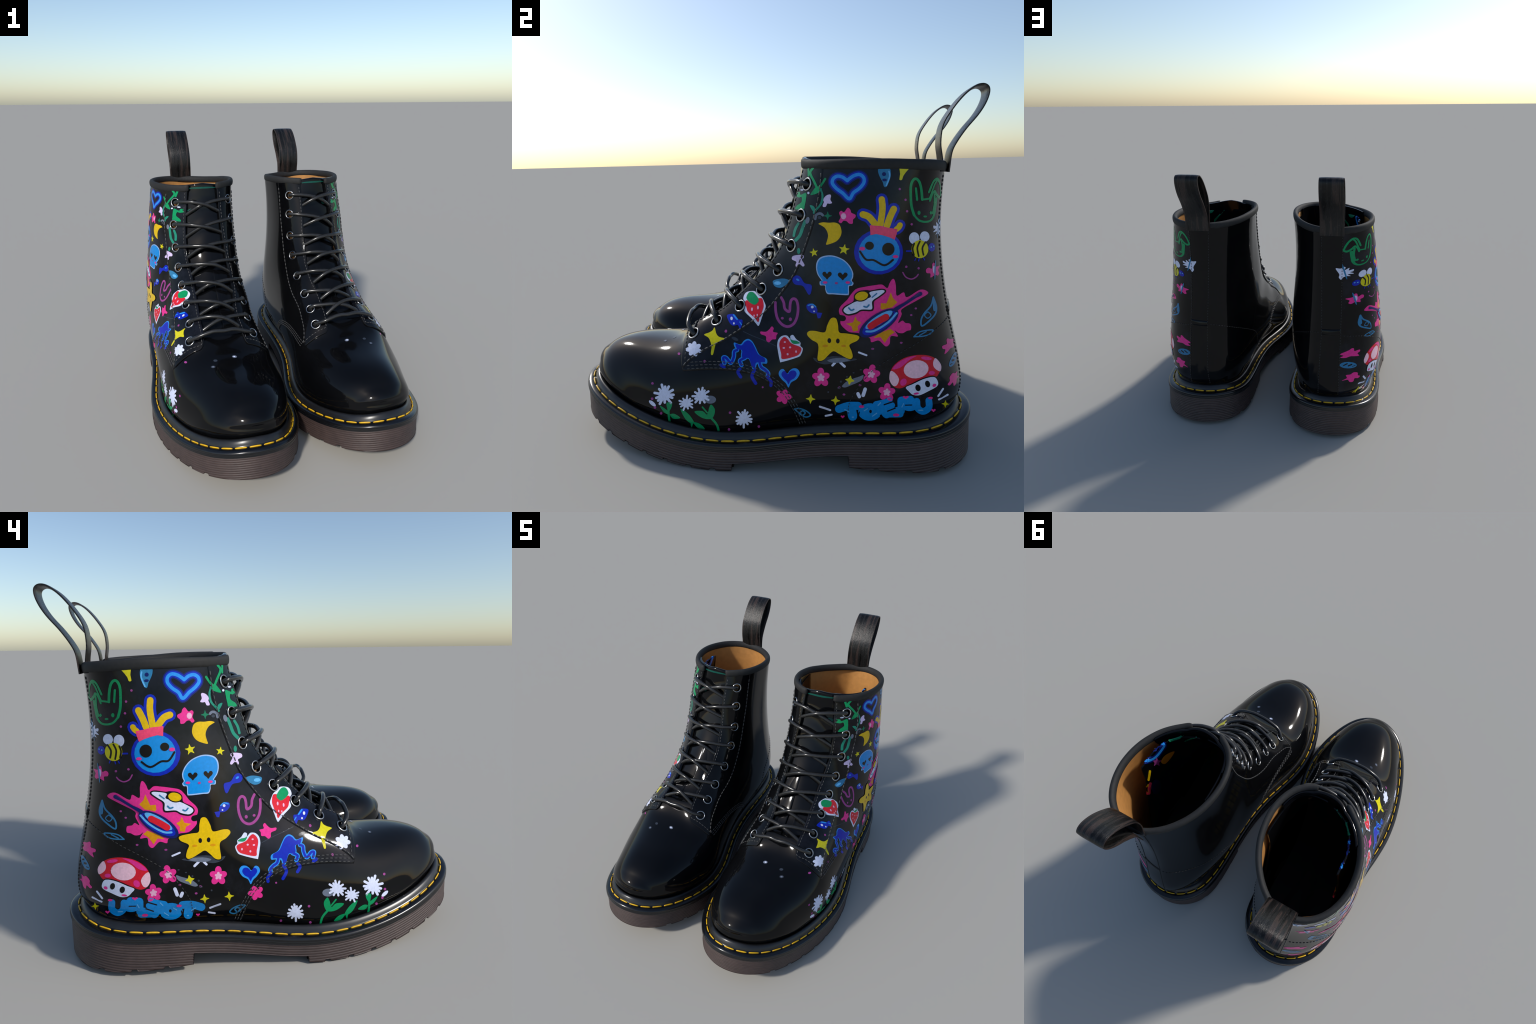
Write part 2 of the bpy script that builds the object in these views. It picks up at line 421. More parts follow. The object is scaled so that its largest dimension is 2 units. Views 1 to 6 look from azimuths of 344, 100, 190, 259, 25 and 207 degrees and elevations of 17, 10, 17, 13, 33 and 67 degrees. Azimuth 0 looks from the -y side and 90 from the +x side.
# tongue under the laces, with two gusset wings inside the shaft
def tongue_field(V):
    top = 1.405 - .10 * np.abs(V[:, 0] - .38)
    return np.minimum.reduce([top - V[:, 2], V[:, 2] - .57, .36 - V[:, 1], .24 - np.abs(V[:, 0] - .385)])
TONGUE = leather('tongue', tongue_field, base=lambda V: -.028 - sink(V), thick=.012, rnd=.012, skirt=.006, back=-.006)
def wing_field(side):
    def f(V):
        return np.minimum.reduce([1.345 + .05 * np.clip(V[:, 1] - .3, -.3, .2) - V[:, 2], V[:, 2] - .32, .53 + .25 * np.clip(1.15 - V[:, 2], 0, 1) - V[:, 1], side * (V[:, 0] - .39) - .02])
    return f
for sd in (1, -1):
    V, F = panel(wing_field(sd), base=(lambda V: -.044 - .045 * np.clip((V[:, 1] - .25) / .25, 0, 1)) if sd > 0 else -.034, thick=.004, rnd=.004, skirt=.006, back=-.006)
    add('tongue_gusset', V, F, LEATHER)
    if sd > 0: WING = BVHTree.FromPolygons(V.tolist(), [tuple(int(i) for i in f) for f in F])

# lining
def lining_field(V): return np.minimum.reduce([collar_z(V) + .015 - V[:, 2], V[:, 2] - .30, V[:, 1] - .02 + .0 * V[:, 0],
                                               np.maximum(V[:, 1] - .30, np.where(V[:, 0] > .38, V[:, 0] - edge_out(V[:, 2]) - .004, edge_in(V[:, 2]) - .004 - V[:, 0]))])
V, F = panel(lining_field, base=-.016, thick=.001, rnd=.002, skirt=.001)
add('lining', V, F, LINING)

# heel strip down the back seam
def strip_field(V):
    h = np.interp(V[:, 2], [.2, .30, .70, 1.0, 1.33], [.072, .073, .068, .070, .073])
    c = np.interp(V[:, 2], [.2, .70, 1.33], [.428, .436, .424])
    return np.minimum.reduce([h - np.abs(V[:, 0] - c), V[:, 1] - .6, 1.322 - V[:, 2]])
STRIP = leather('heel_strip', strip_field, base=-.003, thick=.006, rnd=.006, skirt=.005)
def tab_field(V): return np.minimum(.064 - np.abs(V[:, 0] - .436), .019 - np.abs(V[:, 2] - .70 + .02 * (V[:, 0] - .436))) + 0 * V[:, 1] - np.where(V[:, 1] < .6, 1, 0)
leather('heel_tab', tab_field, base=.001, thick=.007, rnd=.010, skirt=.006)

V, F = join(TOPS)
SKIN = BVHTree.FromPolygons(V.tolist(), [tuple(int(i) for i in f) for f in F])

# ------------------------------------------------------------------ collar binding
def binding():
    P = resample(COLLAR, 150)
    T = unit(np.gradient(P, axis=0)); O = unit(np.stack([T[:, 1], -T[:, 0], 0 * T[:, 0]], -1))   # outward, level
    if (O[75] @ np.array([0, 1., 0])) < 0: O = -O
    prof = [(.001, -.004), (.006, .000), (.0085, .010), (.009, .022), (.0075, .031), (.003, .0375), (-.003, .0405), (-.010, .0395), (-.0175, .034), (-.0225, .026), (-.024, .015), (-.0235, .002), (-.017, -.003)]
    rows = []
    n = len(P)
    for i in range(n):
        e = min(i, n - 1 - i); sc = math.sqrt(max(0, 1 - (1 - min(e / 3, 1)) ** 2)) * .55 + .45
        rows.append([P[i] + O[i] * (-.007 + (a + .007) * sc) + np.array([0, 0, .022 + (b - .022) * (sc * .3 + .7)]) for a, b in prof])
    k = len(prof); V = np.array(rows).reshape(-1, 3); F = grid_faces(n, k, True)
    F += [tuple(range(k)), tuple(reversed(range((n - 1) * k, n * k)))]
    return add('collar_binding', V, F, BINDING, sharp=70)
binding()

# ------------------------------------------------------------------ pull loop
def pull_loop():
    path = catmull([(.822, 1.325), (.815, 1.385), (.806, 1.450), (.815, 1.525), (.853, 1.592), (.899, 1.648), (.940, 1.678), (.970, 1.685), (.991, 1.672), (.994, 1.645),
                    (.981, 1.605), (.954, 1.560), (.910, 1.506), (.874, 1.452), (.8545, 1.408), (.8475, 1.345), (.8455, 1.322)], 5)
    n = len(path); t = unit(np.gradient(path, axis=0)); nr = np.stack([-t[:, 1], t[:, 0]], -1)
    cols = np.linspace(-1, 1, 9); rows = []
    for i in range(n):
        ring = []
        for sgn in (1, -1):
            for c in (cols if sgn > 0 else cols[::-1]):
                th = .0052 * sgn * (1 - .5 * abs(c) ** 6)
                w = .0755 - .004 * math.sin(math.pi * i / n)
                p = path[i] + nr[i] * th
                xc = .4225 + .004 * (path[i][1] - .85)
                ring.append((xc + c * w, p[0], p[1]))
        rows.append(ring)
    k = len(rows[0]); V = np.array(rows).reshape(-1, 3); F = grid_faces(n, k)
    return add('pull_loop', V, F, TAPE, sharp=50)
pull_loop()

# ------------------------------------------------------------------ welt, sole
FLARE = np.interp(OUTLINE[:, 1], [.60, .80, .95], [0, .006, .010])
def ring(d, dz):
    d = np.asarray(d) + (FLARE * np.clip((np.asarray(d) - .005) / .02, 0, 1))
    return ring_at(d, dz)
def ring_at(d, dz): return OUTLINE + ON * np.reshape(d, (-1, 1)) + np.stack([0 * OUTLINE[:, 0], 0 * OUTLINE[:, 0], np.broadcast_to(dz, (len(OUTLINE),))], -1)

wprof = [(-.066, .004), (-.054, .012), (-.047, .0165), (-.042, .0245), (-.035, .0300), (-.027, .0300), (-.019, .0235), (-.0115, .0120), (-.008, .0045), (-.005, .0008), (-.002, -.0012), (.002, -.0012), (.005, .0000),
         (.012, -.0003), (.021, -.0015), (.0275, -.0045), (.0310, -.010), (.0325, -.0165), (.0305, -.0195), (.0325, -.0225), (.033, -.0255), (.0305, -.0275), (.0325, -.0300), (.0325, -.0335), (.029, -.0365), (.020, -.038)]
rows = [ring(a, b) for a, b in wprof]
add('welt', np.vstack(rows[8:]), grid_faces(len(rows) - 8, len(OUTLINE)), WELT)
add('welt_bead', np.vstack(rows[:9]), grid_faces(9, len(OUTLINE)), BEAD)

def sole_bottom(y):
    fore = np.interp(y, [-1.0, -.93, -.85, -.76, -.68, -.58, -.46, -.31, -.17, -.09], [.118, .104, .085, .066, .050, .030, .013, .003, .0, .004])
    arch = np.interp(y, [-.09, .03, .13, .23, .35, .43], [.036, .045, .056, .069, .084, .092])
    heel = np.interp(y, [.43, .50, .60, .75, .88, .95, 1.0], [.036, .032, .028, .022, .018, .020, .024])
    return np.where(y < -.10, fore, np.where(y < .425, arch, heel))
LUGS = [-.86, -.76, -.655, -.545, -.43, -.31, -.19, .545, .685, .83]
top = ring(.027, -.036)[:, 2]; ys = OUTLINE[:, 1] + ON[:, 1] * .03
bot = sole_bottom(ys)
notch = np.zeros(len(ys), bool)
for c in LUGS: notch |= np.abs(ys - c) < .0125
bot = bot + np.where(notch, .011, 0)
rows = [ring(.018, -.0365), ring(.0255, -.0375)]
PITCH = .0128                                        # moulded ridges run parallel to the welt, cut off by the tread
for i in range(15):
    for fr, dd in ((.0, .0), (.14, .0018), (.5, .0026), (.86, .0018)):
        depth = (i + fr) * PITCH
        p = OUTLINE + ON * (.0250 + dd + .02 * depth + FLARE)[:, None]; p[:, 2] = np.maximum(top - .002 - depth, bot + .002)
        rows.append(p)
for d, z in ((.026, .0015), (.020, .0002), (.010, .0)):
    p = OUTLINE + ON * (d + FLARE)[:, None]; p[:, 2] = bot + z; rows.append(p)
V1, F1 = np.vstack(rows), grid_faces(len(rows), len(OUTLINE))
# underside: strips across the sole at equal y
yy = np.unique(np.r_[np.linspace(-.96, .95, 90), [c + s_ for c in LUGS for s_ in (-.0125, -.0115, .0115, .0125)], [-.1005, -.0995, .4245, .4255]])
k0 = int(OUTLINE[:, 1].argmin()); k1 = int(OUTLINE[:, 1].argmax())
oi = np.roll(np.arange(900), -k0); m_ = (k1 - k0) % 900
side_a, side_b = OUTLINE[oi[:m_ + 1]], OUTLINE[oi[m_:]][::-1]
xa = np.interp(yy, side_a[:, 1], side_a[:, 0]); xb = np.interp(yy, side_b[:, 1], side_b[:, 0])
zz = sole_bottom(yy) + np.where([any(abs(y - c) < .012 for c in LUGS) for y in yy], .011, 0)
lo, hi = np.minimum(xa, xb), np.maximum(xa, xb)
V2 = np.array([[(l + (h - l) * t, y, z) for t in (0, .33, .67, 1)] for l, h, y, z in zip(lo, hi, yy, zz)]).reshape(-1, 3)
V, F = join([(V1, F1), (V2, grid_faces(len(yy), 4, False))])
add('outsole', V, F, SOLE, sharp=38)

# insole inside the boot, so that the shaft has a floor
ins = np.array([OUTLINE + ON * d for d in (-.06, -.12, -.16)]); ins[:, :, 2] = ins[:, :, 2] + .03
V = np.vstack([ins.reshape(-1, 3), [[.42, .0, .17]]]); V[:900 * 3, 2] += 0
F = grid_faces(3, 900) + [(1800 + (i + 1) % 900, 1800 + i, 2700) for i in range(900)]
add('insole', V, F, INSOLE)

# yellow welt stitches, one by one
def welt_stitches(n=62):
    P = np.vstack([OUTLINE, OUTLINE[:1]]); L = len(OUTLINE)
    for k in range(n):
        a = (k + .09) / n * L; b = (k + .91) / n * L
        idx = np.linspace(a, b, 9) % L
        i0 = np.floor(idx).astype(int); f = (idx - i0)[:, None]
        p = P[i0] * (1 - f) + P[i0 + 1] * f
        p[:, 2] += .0008 + .0012 * np.sin(np.linspace(0, math.pi, 9)) ** .5
        r = .0039 * np.array([.55, .9, 1, 1.02, 1.04, 1.02, 1, .9, .55]) * (1 + .08 * RNG.normal())
        V, F = tube(p, r, 8, up=(0, 0, 1)); add('welt_stitch', V, F, THREAD_Y)
welt_stitches()

# ------------------------------------------------------------------ seams: rows of small stitches lying on the leather
def stitch_row(pts, seg=.017, gap=.006, r=.0022, lift=.0012, through=None):
    L = resample(catmull(pts, 8), 400)
    d = np.r_[0, np.cumsum(np.linalg.norm(np.diff(L, axis=0), axis=1))]
    chunks = []; s = 0
    while s + seg < d[-1]:
        q = np.linspace(s, s + seg, 4); p = np.stack([np.interp(q, d, L[:, k]) for k in range(3)], -1)
        p = snap(p, lift, SKIN)
        if np.linalg.norm(p[0] - p[-1]) > seg * .3:
            chunks.append(tube(p, r * np.array([.6, 1, 1, .6]), 6))
        s += seg + gap
    return chunks

def side_points(line, side, dy=0, dz=0):
    """points of a side-view line (y, z) put on the outer (+1) or inner (-1) side of the skin"""
    out = []
    for y, z in line:
        o = Vector((.39 + side * .8, y + dy, z + dz)); h = SKIN.ray_cast(o, Vector((-side, 0, 0)))
        if h[0] is not None: out.append(np.array(h[0]))
    return np.array(out)

def shift_line(line, d):
    P = catmull(line, 4); t = unit(np.gradient(P, axis=0)); n = np.stack([-t[:, 1], t[:, 0]], -1)
    return P + n * d

grey = []
for line, side in ((SEAM_OUT, 1), (SEAM_IN, -1)):
    for d in (-.010, -.023, -.036):
        ln = shift_line(line[1:], d); ln = ln[(ln[:, 0] > -.352) & (ln[:, 1] > .20)]
        grey += stitch_row(side_points(ln, side), .016, .007)
for line, side in ((FACING_OUT, 1), (FACING_IN, -1)):
    ln = np.array(line[1:]); ln = shift_line(ln, -.002); ln = ln[(ln[:, 1] < 1.345)]
    grey += stitch_row(side_points(ln, side), .020, .006, .0030)
# along the opening, beside the eyelets, and along the lower front rim
for side, ed in ((1, edge_out), (-1, edge_in)):
    zs = np.linspace(1.345, .565, 40); pts = []
    for z in zs:
        o = Vector((float(ed(z)) + side * .015, -.9, z)); h = SKIN.ray_cast(o, Vector((0, 1, 0)))
        if h[0] is not None: pts.append(np.array(h[0]))
    for y, z in ((-.373, .545), (-.362, .50), (-.352, .455)):
        h = SKIN.ray_cast(Vector((.39 + side * .8, y + .012, z)), Vector((-side, 0, 0)))
        if h[0] is not None: pts.append(np.array(h[0]))
    grey += stitch_row(pts, .015, .007)
COUNTER_OUT = [(.512, .864, .674), (.626, .798, .653), (.704, .708, .611), (.737, .625, .569), (.753, .530, .505), (.756, .470, .428), (.753, .428, .349), (.750, .420, .26)]
COUNTER_IN = [(.358, .891, .698), (.306, .874, .689), (.235, .805, .653), (.186, .719, .610), (.144, .589, .540), (.131, .516, .488), (.128, .484, .422), (.136, .461, .334), (.145, .455, .25)]
dark = stitch_row(COUNTER_OUT, .013, .008, .0017) + stitch_row(COUNTER_IN, .013, .008, .0017)
for s_ in (-1, 1):
    zs = np.linspace(1.31, .28, 30); h_ = np.interp(zs, [.2, .30, .70, 1.0, 1.33], [.072, .073, .068, .070, .073]) - .009
    c_ = np.interp(zs, [.2, .70, 1.33], [.428, .436, .424])
    pts = []
    for x, z in zip(c_ + s_ * h_, zs):
        h = SKIN.ray_cast(Vector((x, 1.4, z)), Vector((0, -1, 0)))
        if h[0] is not None: pts.append(np.array(h[0]))
    dark += stitch_row(pts, .011, .007, .0022)
V, F = join(grey); add('seam_stitching', V, F, THREAD_K, stuff=True)
V, F = join(dark); add('seam_stitching', V, F, THREAD_D, stuff=True)

# ------------------------------------------------------------------ eyelets and laces
def eyelet(E):
    n = normal_at(E); u = unit(np.cross(n, [0, 0, 1.])); w = np.cross(n, u); V = []
    NS, NT = 36, 10
    for i in range(NS):
        a = 2 * math.pi * i / NS; rad = math.cos(a) * u + math.sin(a) * w
        for j in range(NT):
            b = 2 * math.pi * j / NT
            V.append(E + rad * (.0270 + .0042 * math.cos(b)) + n * (.0065 + .0042 * math.sin(b)))
    add('eyelet', V, grid_faces(NS, NT, True, True), METAL)
for E in list(EYE_OUT) + list(EYE_IN): eyelet(E)

def lace_between(A, B, nxt, over, name='lace'):
    """from eyelet A up over the rim, across the tongue, under the other facing to the eyelet nxt"""
    nA = normal_at(A); toB = unit(B - A)
    rim = B * .34 + nxt * .66; rim = rim + unit(A - B) * .078
    h = .030 if over else .015
    c = [A - nA * .012 + unit(A - B) * .004, A + nA * .010 + toB * .002, snap(A + toB * .030, .021)[0]]
    for f, hh in ((.30, .75), (.5, 1.0), (.72, .8)):
        p = A + (rim - A) * f + np.array([0, 0, .022 * math.sin(f * math.pi)])
        c.append(snap(p, h * hh + (.004 if f < .4 else 0))[0])
    c.append(snap(rim, -.010)[0]); c.append(snap(rim + unit(nxt - rim) * .022, -.030)[0]); c.append(snap(rim + unit(nxt - rim) * .05, -.034)[0])
    P = resample(catmull(c, 10), 60)
    V, F = tube(P, .0118, 12); return add(name, V, F, LACE)
for i in range(7):
    lace_between(EYE_OUT[i], EYE_IN[i], EYE_IN[i + 1], True)
    lace_between(EYE_IN[i], EYE_OUT[i], EYE_OUT[i + 1], False)
A, B = EYE_OUT[7], EYE_IN[7]; nA, nB = normal_at(A), normal_at(B)
c = [A - nA * .012, A + nA * .012, snap(A * .85 + B * .15, .030)[0] + np.array([0, -.006, .004])]
for f in (.35, .5, .65): c.append(snap(A * (1 - f) + B * f + np.array([0, .0, .02]), .045)[0])
c += [snap(A * .15 + B * .85, .030)[0] + np.array([0, -.006, .004]), B + nB * .012, B - nB * .012]
V, F = tube(resample(catmull(c, 10), 70), .0118, 12); add('lace', V, F, LACE)

# ------------------------------------------------------------------ the doodle prints
# Artwork is drawn flat, as shapes on a chart, and thrown on to the leather from a point beside the boot,
# the way a projector would: every shape becomes a thin film of paint that follows the surface.
class Projector:
    def __init__(s, eye, look, roll, mirror=False):
        s.e = np.array(eye); f = unit(np.array(look) - s.e); r = unit(np.cross(f, [0, 0, 1.])); u = np.cross(r, f); a = math.radians(roll)
        s.f, s.r, s.u = f, math.cos(a) * r + math.sin(a) * u, math.cos(a) * u - math.sin(a) * r
        s.k = np.array([-1, 1, 1.]) if mirror else np.ones(3)
    def chart(s, ox, oy, sc): return Chart(s, ox, oy, sc)

class Chart:
    def __init__(s, pr, ox, oy, sc): s.pr, s.ox, s.oy, s.sc = pr, ox, oy, sc
    def throw(s, Q, tree):
        pr = s.pr; out, nor = [], []
        for x, y in Q:
            d = pr.f + pr.r * (s.ox + s.sc * x - 512) / 1006.9 - pr.u * (s.oy + s.sc * y - 512) / 1006.9
            h = tree.ray_cast(Vector(pr.e * pr.k), Vector(unit(d) * pr.k))
            if h[0] is None: out.append((np.nan,) * 3); nor.append((0, 0, 0))
            else:
                n = np.array(h[1]); n = n if n @ (d * pr.k) < 0 else -n
                out.append(np.array(h[0])); nor.append(n)
        return np.array(out), np.array(nor)

def blob(*pts): return [catmull(pts, 5, True)]
def poly(*pts): return [np.array(pts, float)]
def oval(cx, cy, rx, ry=None, rot=0, n=22):
    ry = ry or rx; a = np.linspace(0, 2 * math.pi, n, endpoint=False); c, s_ = math.cos(math.radians(rot)), math.sin(math.radians(rot))
    x, y = rx * np.cos(a), ry * np.sin(a); return [np.stack([cx + c * x - s_ * y, cy + s_ * x + c * y], -1)]
def stroke(w, *pts, smooth=True, taper=0):
    P = catmull(pts, 5) if smooth and len(pts) > 2 else np.array(pts, float)
    out = []; n = len(P)
    for i, (a, b) in enumerate(zip(P[:-1], P[1:])):
        ra, rb = [w / 2 * (1 - taper * abs(2 * k / (n - 1) - 1) ** 2) for k in (i, i + 1)]
        t = math.atan2(b[1] - a[1], b[0] - a[0]); q = []
        for k in range(7): q.append(b + rb * np.array([math.cos(t - math.pi / 2 + k * math.pi / 6), math.sin(t - math.pi / 2 + k * math.pi / 6)]))
        for k in range(7): q.append(a + ra * np.array([math.cos(t + math.pi / 2 + k * math.pi / 6), math.sin(t + math.pi / 2 + k * math.pi / 6)]))
        out.append(np.array(q))
    return out
def star(cx, cy, R, n=5, inner=.45, rot=-90):
    p = [(cx + (R if i % 2 == 0 else R * inner) * math.cos(math.radians(rot + 180 * i / n)), cy + (R if i % 2 == 0 else R * inner) * math.sin(math.radians(rot + 180 * i / n))) for i in range(2 * n)]
    return [catmull(p, 3, True)]
def flower(cx, cy, R, n=5, rot=0, fat=.36):
    out = oval(cx, cy, R * .42)
    for i in range(n):
        a = rot + 360 * i / n; k = R * (.56 + .06 * math.sin(2.3 * i + rot)); r = math.radians(a)
        out += oval(cx + k * math.cos(r), cy + k * math.sin(r), R * .46, R * fat, a)
    return out
def daisy(cx, cy, R, n=13, rot=0):
    out = oval(cx, cy, R * .6)
    for i in range(n):
        a = math.radians(rot + 360 * i / n + 7 * math.sin(5 * i)); k = R * (.92 + .14 * math.sin(3.7 * i + rot))
        out += stroke(R * .26, (cx + .3 * R * math.cos(a), cy + .3 * R * math.sin(a)), (cx + k * math.cos(a), cy + k * math.sin(a)))
    return out
def heart(cx, cy, w, h, rot=0):
    p = np.array([(0, -.22), (.18, -.48), (.40, -.46), (.5, -.22), (.40, .05), (.18, .28), (0, .52), (-.18, .28), (-.40, .05), (-.5, -.22), (-.40, -.46), (-.18, -.48)]) * [w, h]
    c, s_ = math.cos(math.radians(rot)), math.sin(math.radians(rot))
    return [catmull(p @ np.array([[c, s_], [-s_, c]]) + [cx, cy], 4, True)]
def shrink(shapes, f, cx, cy): return [(q - [cx, cy]) * f + [cx, cy] for q in shapes]

def inside_any(polys, Q):
    ins = np.zeros(len(Q), bool)
    for p in polys:
        lo, hi = p.min(0), p.max(0); m = ((Q >= lo) & (Q <= hi)).all(1)
        if m.any(): ins[m] |= signed_distance(p, Q[m]) > 0
    return ins

def tessellate(polys, step):
    polys = [p for p in polys if len(p) > 2]
    A = np.vstack(polys); lo, hi = A.min(0), A.max(0)
    gx, gy = np.meshgrid(np.arange(lo[0] + step / 2, hi[0], step), np.arange(lo[1] + step / 2, hi[1], step))
    Q = np.stack([gx.ravel(), gy.ravel()], -1); Q = Q[inside_any(polys, Q)] if len(Q) else Q
    verts, edges = [], []
    for p in polys:
        o = len(verts); verts += [Vector(v) for v in p]; edges += [(o + i, o + (i + 1) % len(p)) for i in range(len(p))]
    verts += [Vector(v) for v in Q]
    r = delaunay_2d_cdt(verts, edges, [], 0, 1e-4)
    V = np.array([tuple(v) for v in r[0]]); T = np.array([f for f in r[2] if len(f) == 3])
    return V, T[inside_any(polys, V[T].mean(1))]

PAINT = {}
def paint(name, r, g_, b, var=.10):
    m = plain('paint_' + name, srgb(r, g_, b), .1, var, 90); bs = m.node_tree.nodes['Principled BSDF']
    bs.inputs['Specular IOR Level'].default_value = SPEC
    PAINT[name] = m
for nm, c in dict(yellow=(214, 176, 6), ochre=(205, 140, 14), lemon=(206, 196, 24), sky=(10, 132, 208), blue=(8, 36, 168), navy=(12, 26, 92), azure=(40, 138, 222), ice=(92, 170, 226),
                  steel=(44, 116, 160), pink=(222, 48, 138), rose=(232, 70, 110), mauve=(150, 62, 132), blush=(226, 168, 198), red=(206, 28, 46), white=(206, 212, 236), grey=(104, 112, 128), dim=(52, 58, 68),
                  green=(8, 138, 84), moss=(14, 112, 78), teal=(30, 128, 106), ink=(12, 12, 16), deep_teal=(14, 74, 64), pale=(150, 182, 226), skin=(236, 190, 206), lilac=(206, 188, 226)).items(): paint(nm, *c)

def print_on(name, chart, *layers, lift=.0010, tree=None, reach=.05):
    """layers: (paint, shapes), from the bottom up"""
    VV, FF, MM, mats, o = [], [], [], [], 0
    step = 5.0 / chart.sc
    for k, (col, shapes) in enumerate(layers):
        V2, T = tessellate(shapes, step)
        P, N = chart.throw(V2, tree or SKIN)
        ok = ~np.isnan(P[:, 0])
        P = P + N * (lift + .00045 * k)
        T = T[ok[T].all(1)]
        if len(T) == 0: continue
        E = np.max([np.linalg.norm(P[T[:, a]] - P[T[:, b]], axis=1) for a, b in ((0, 1), (1, 2), (2, 0))], axis=0)
        T = T[E < reach]
        used = np.unique(T); m = np.full(len(P), -1); m[used] = np.arange(len(used)); P, N, T = P[used], N[used], m[T]
        fn = np.cross(P[T[:, 1]] - P[T[:, 0]], P[T[:, 2]] - P[T[:, 0]])
        flip = np.einsum('ij,ij->i', fn, N[T[:, 0]]) < 0; T[flip] = T[flip][:, ::-1]
        if PAINT[col] not in mats: mats.append(PAINT[col])
        VV.append(P); FF += [tuple(t + o) for t in T]; MM += [mats.index(PAINT[col])] * len(T); o += len(P)
    if not VV: return
    ob = add(name, np.vstack(VV), FF, mats)
    if len(ob.data.polygons) == len(MM): ob.data.polygons.foreach_set('material_index', MM)
    return ob

SIDE = Projector((2.8213, .4497, 1.3811), (-.074, -.066, .836), -1.4)             # beside the outer quarter
REAR = Projector((-.6475, 3.798, 2.0798), (.063, -.073, .899), -.4, True)         # behind, towards the outer side
TOP = Projector((1.3026, -2.5342, 2.7117), (.091, .088, .807), 2.1)               # in front and above
A, B, C_, D, E_, F_ = (SIDE.chart(656, 320, .15303), SIDE.chart(576, 480, .16578), SIDE.chart(376, 560, .14027),
                       SIDE.chart(556, 640, .15306), SIDE.chart(536, 320, .15303), SIDE.chart(140, 650, .2232))
R1, R2 = REAR.chart(532, 440, .12755), REAR.chart(522, 600, .14031)
T1, T2 = TOP.chart(360, 576, .2551), TOP.chart(336, 156, .19558)

# --- top of the shaft, beside the facing
HP = [(880, 270), (820, 225), (750, 212), (695, 250), (690, 310), (740, 372), (820, 432), (908, 508), (960, 430), (1040, 370), (1095, 300), (1095, 232), (1040, 190), (970, 205), (915, 240), (880, 270)]
print_on('heart_print', E_, ('navy', stroke(118, *HP)), ('blue', stroke(84, *HP)), ('azure', stroke(44, *HP)))
print_on('butterfly_print', E_, ('lilac', blob((650, 450), (668, 470), (660, 520), (682, 560), (650, 572), (620, 570), (600, 610), (565, 612), (560, 590), (575, 550), (565, 520), (600, 470))))
print_on('flower_print', E_, ('pink', blob((885, 625), (920, 650), (935, 690), (985, 715), (985, 750), (955, 780), (950, 830), (905, 830), (870, 800), (830, 795), (800, 825), (768, 805), (790, 760), (790, 740), (775, 690), (800, 665), (840, 680))),
         ('blush', oval(832, 735, 34, 40)))
print_on('moon_print', E_, ('yellow', blob((505, 832), (560, 815), (640, 820), (720, 818), (780, 850), (805, 930), (790, 1000), (740, 1060), (660, 1095), (605, 1105), (615, 1060), (630, 990), (615, 930), (580, 880), (530, 850))))
print_on('star_print', E_, ('lemon', star(445, 1210, 58, rot=-100)))
print_on('star_print', E_, ('lemon', star(838, 1170, 72, rot=-80)))
print_on('swirl_print', E_, ('grey', stroke(34, (462, 770), (478, 715), (530, 700), (560, 722))), ('dim', oval(520, 752, 26, 20)))
print_on('star_print', E_, ('moss', star(625, 730, 58, 4, .4)))
print_on('leaf_sprig_print', E_, ('green', stroke(24, (372, 100), (376, 205)) + stroke(30, (432, 108), (398, 170), (450, 285), (488, 372)) + blob((400, 458), (450, 375), (490, 345), (522, 380), (500, 430)) + stroke(30, (592, 248), (545, 320), (500, 372))),
         ('teal', stroke(28, (532, 380), (558, 470), (540, 570), (482, 640), (445, 690)) + blob((392, 592), (450, 612), (462, 682), (428, 664))))
print_on('leaf_sprig_print', E_, ('green', blob((205, 425), (262, 420), (272, 455), (345, 430), (340, 520), (325, 600), (310, 642), (205, 645), (220, 600), (280, 552), (285, 486), (250, 490), (200, 460))),
         ('white', oval(290, 392, 20, 12) + oval(374, 432, 15)))
print_on('leaf_sprig_print', E_, ('teal', stroke(34, (242, 830), (202, 905), (182, 990)) + stroke(42, (330, 800), (300, 880), (262, 985), (205, 1050)) + oval(245, 1190, 22, 40)), ('grey', oval(362, 790, 26, 46, 15)))
print_on('butterfly_print', E_, ('lilac', blob((165, 1260), (210, 1245), (260, 1240), (305, 1245), (310, 1280), (285, 1300), (322, 1370), (300, 1392), (255, 1360), (215, 1395), (205, 1370), (215, 1330), (160, 1300))))

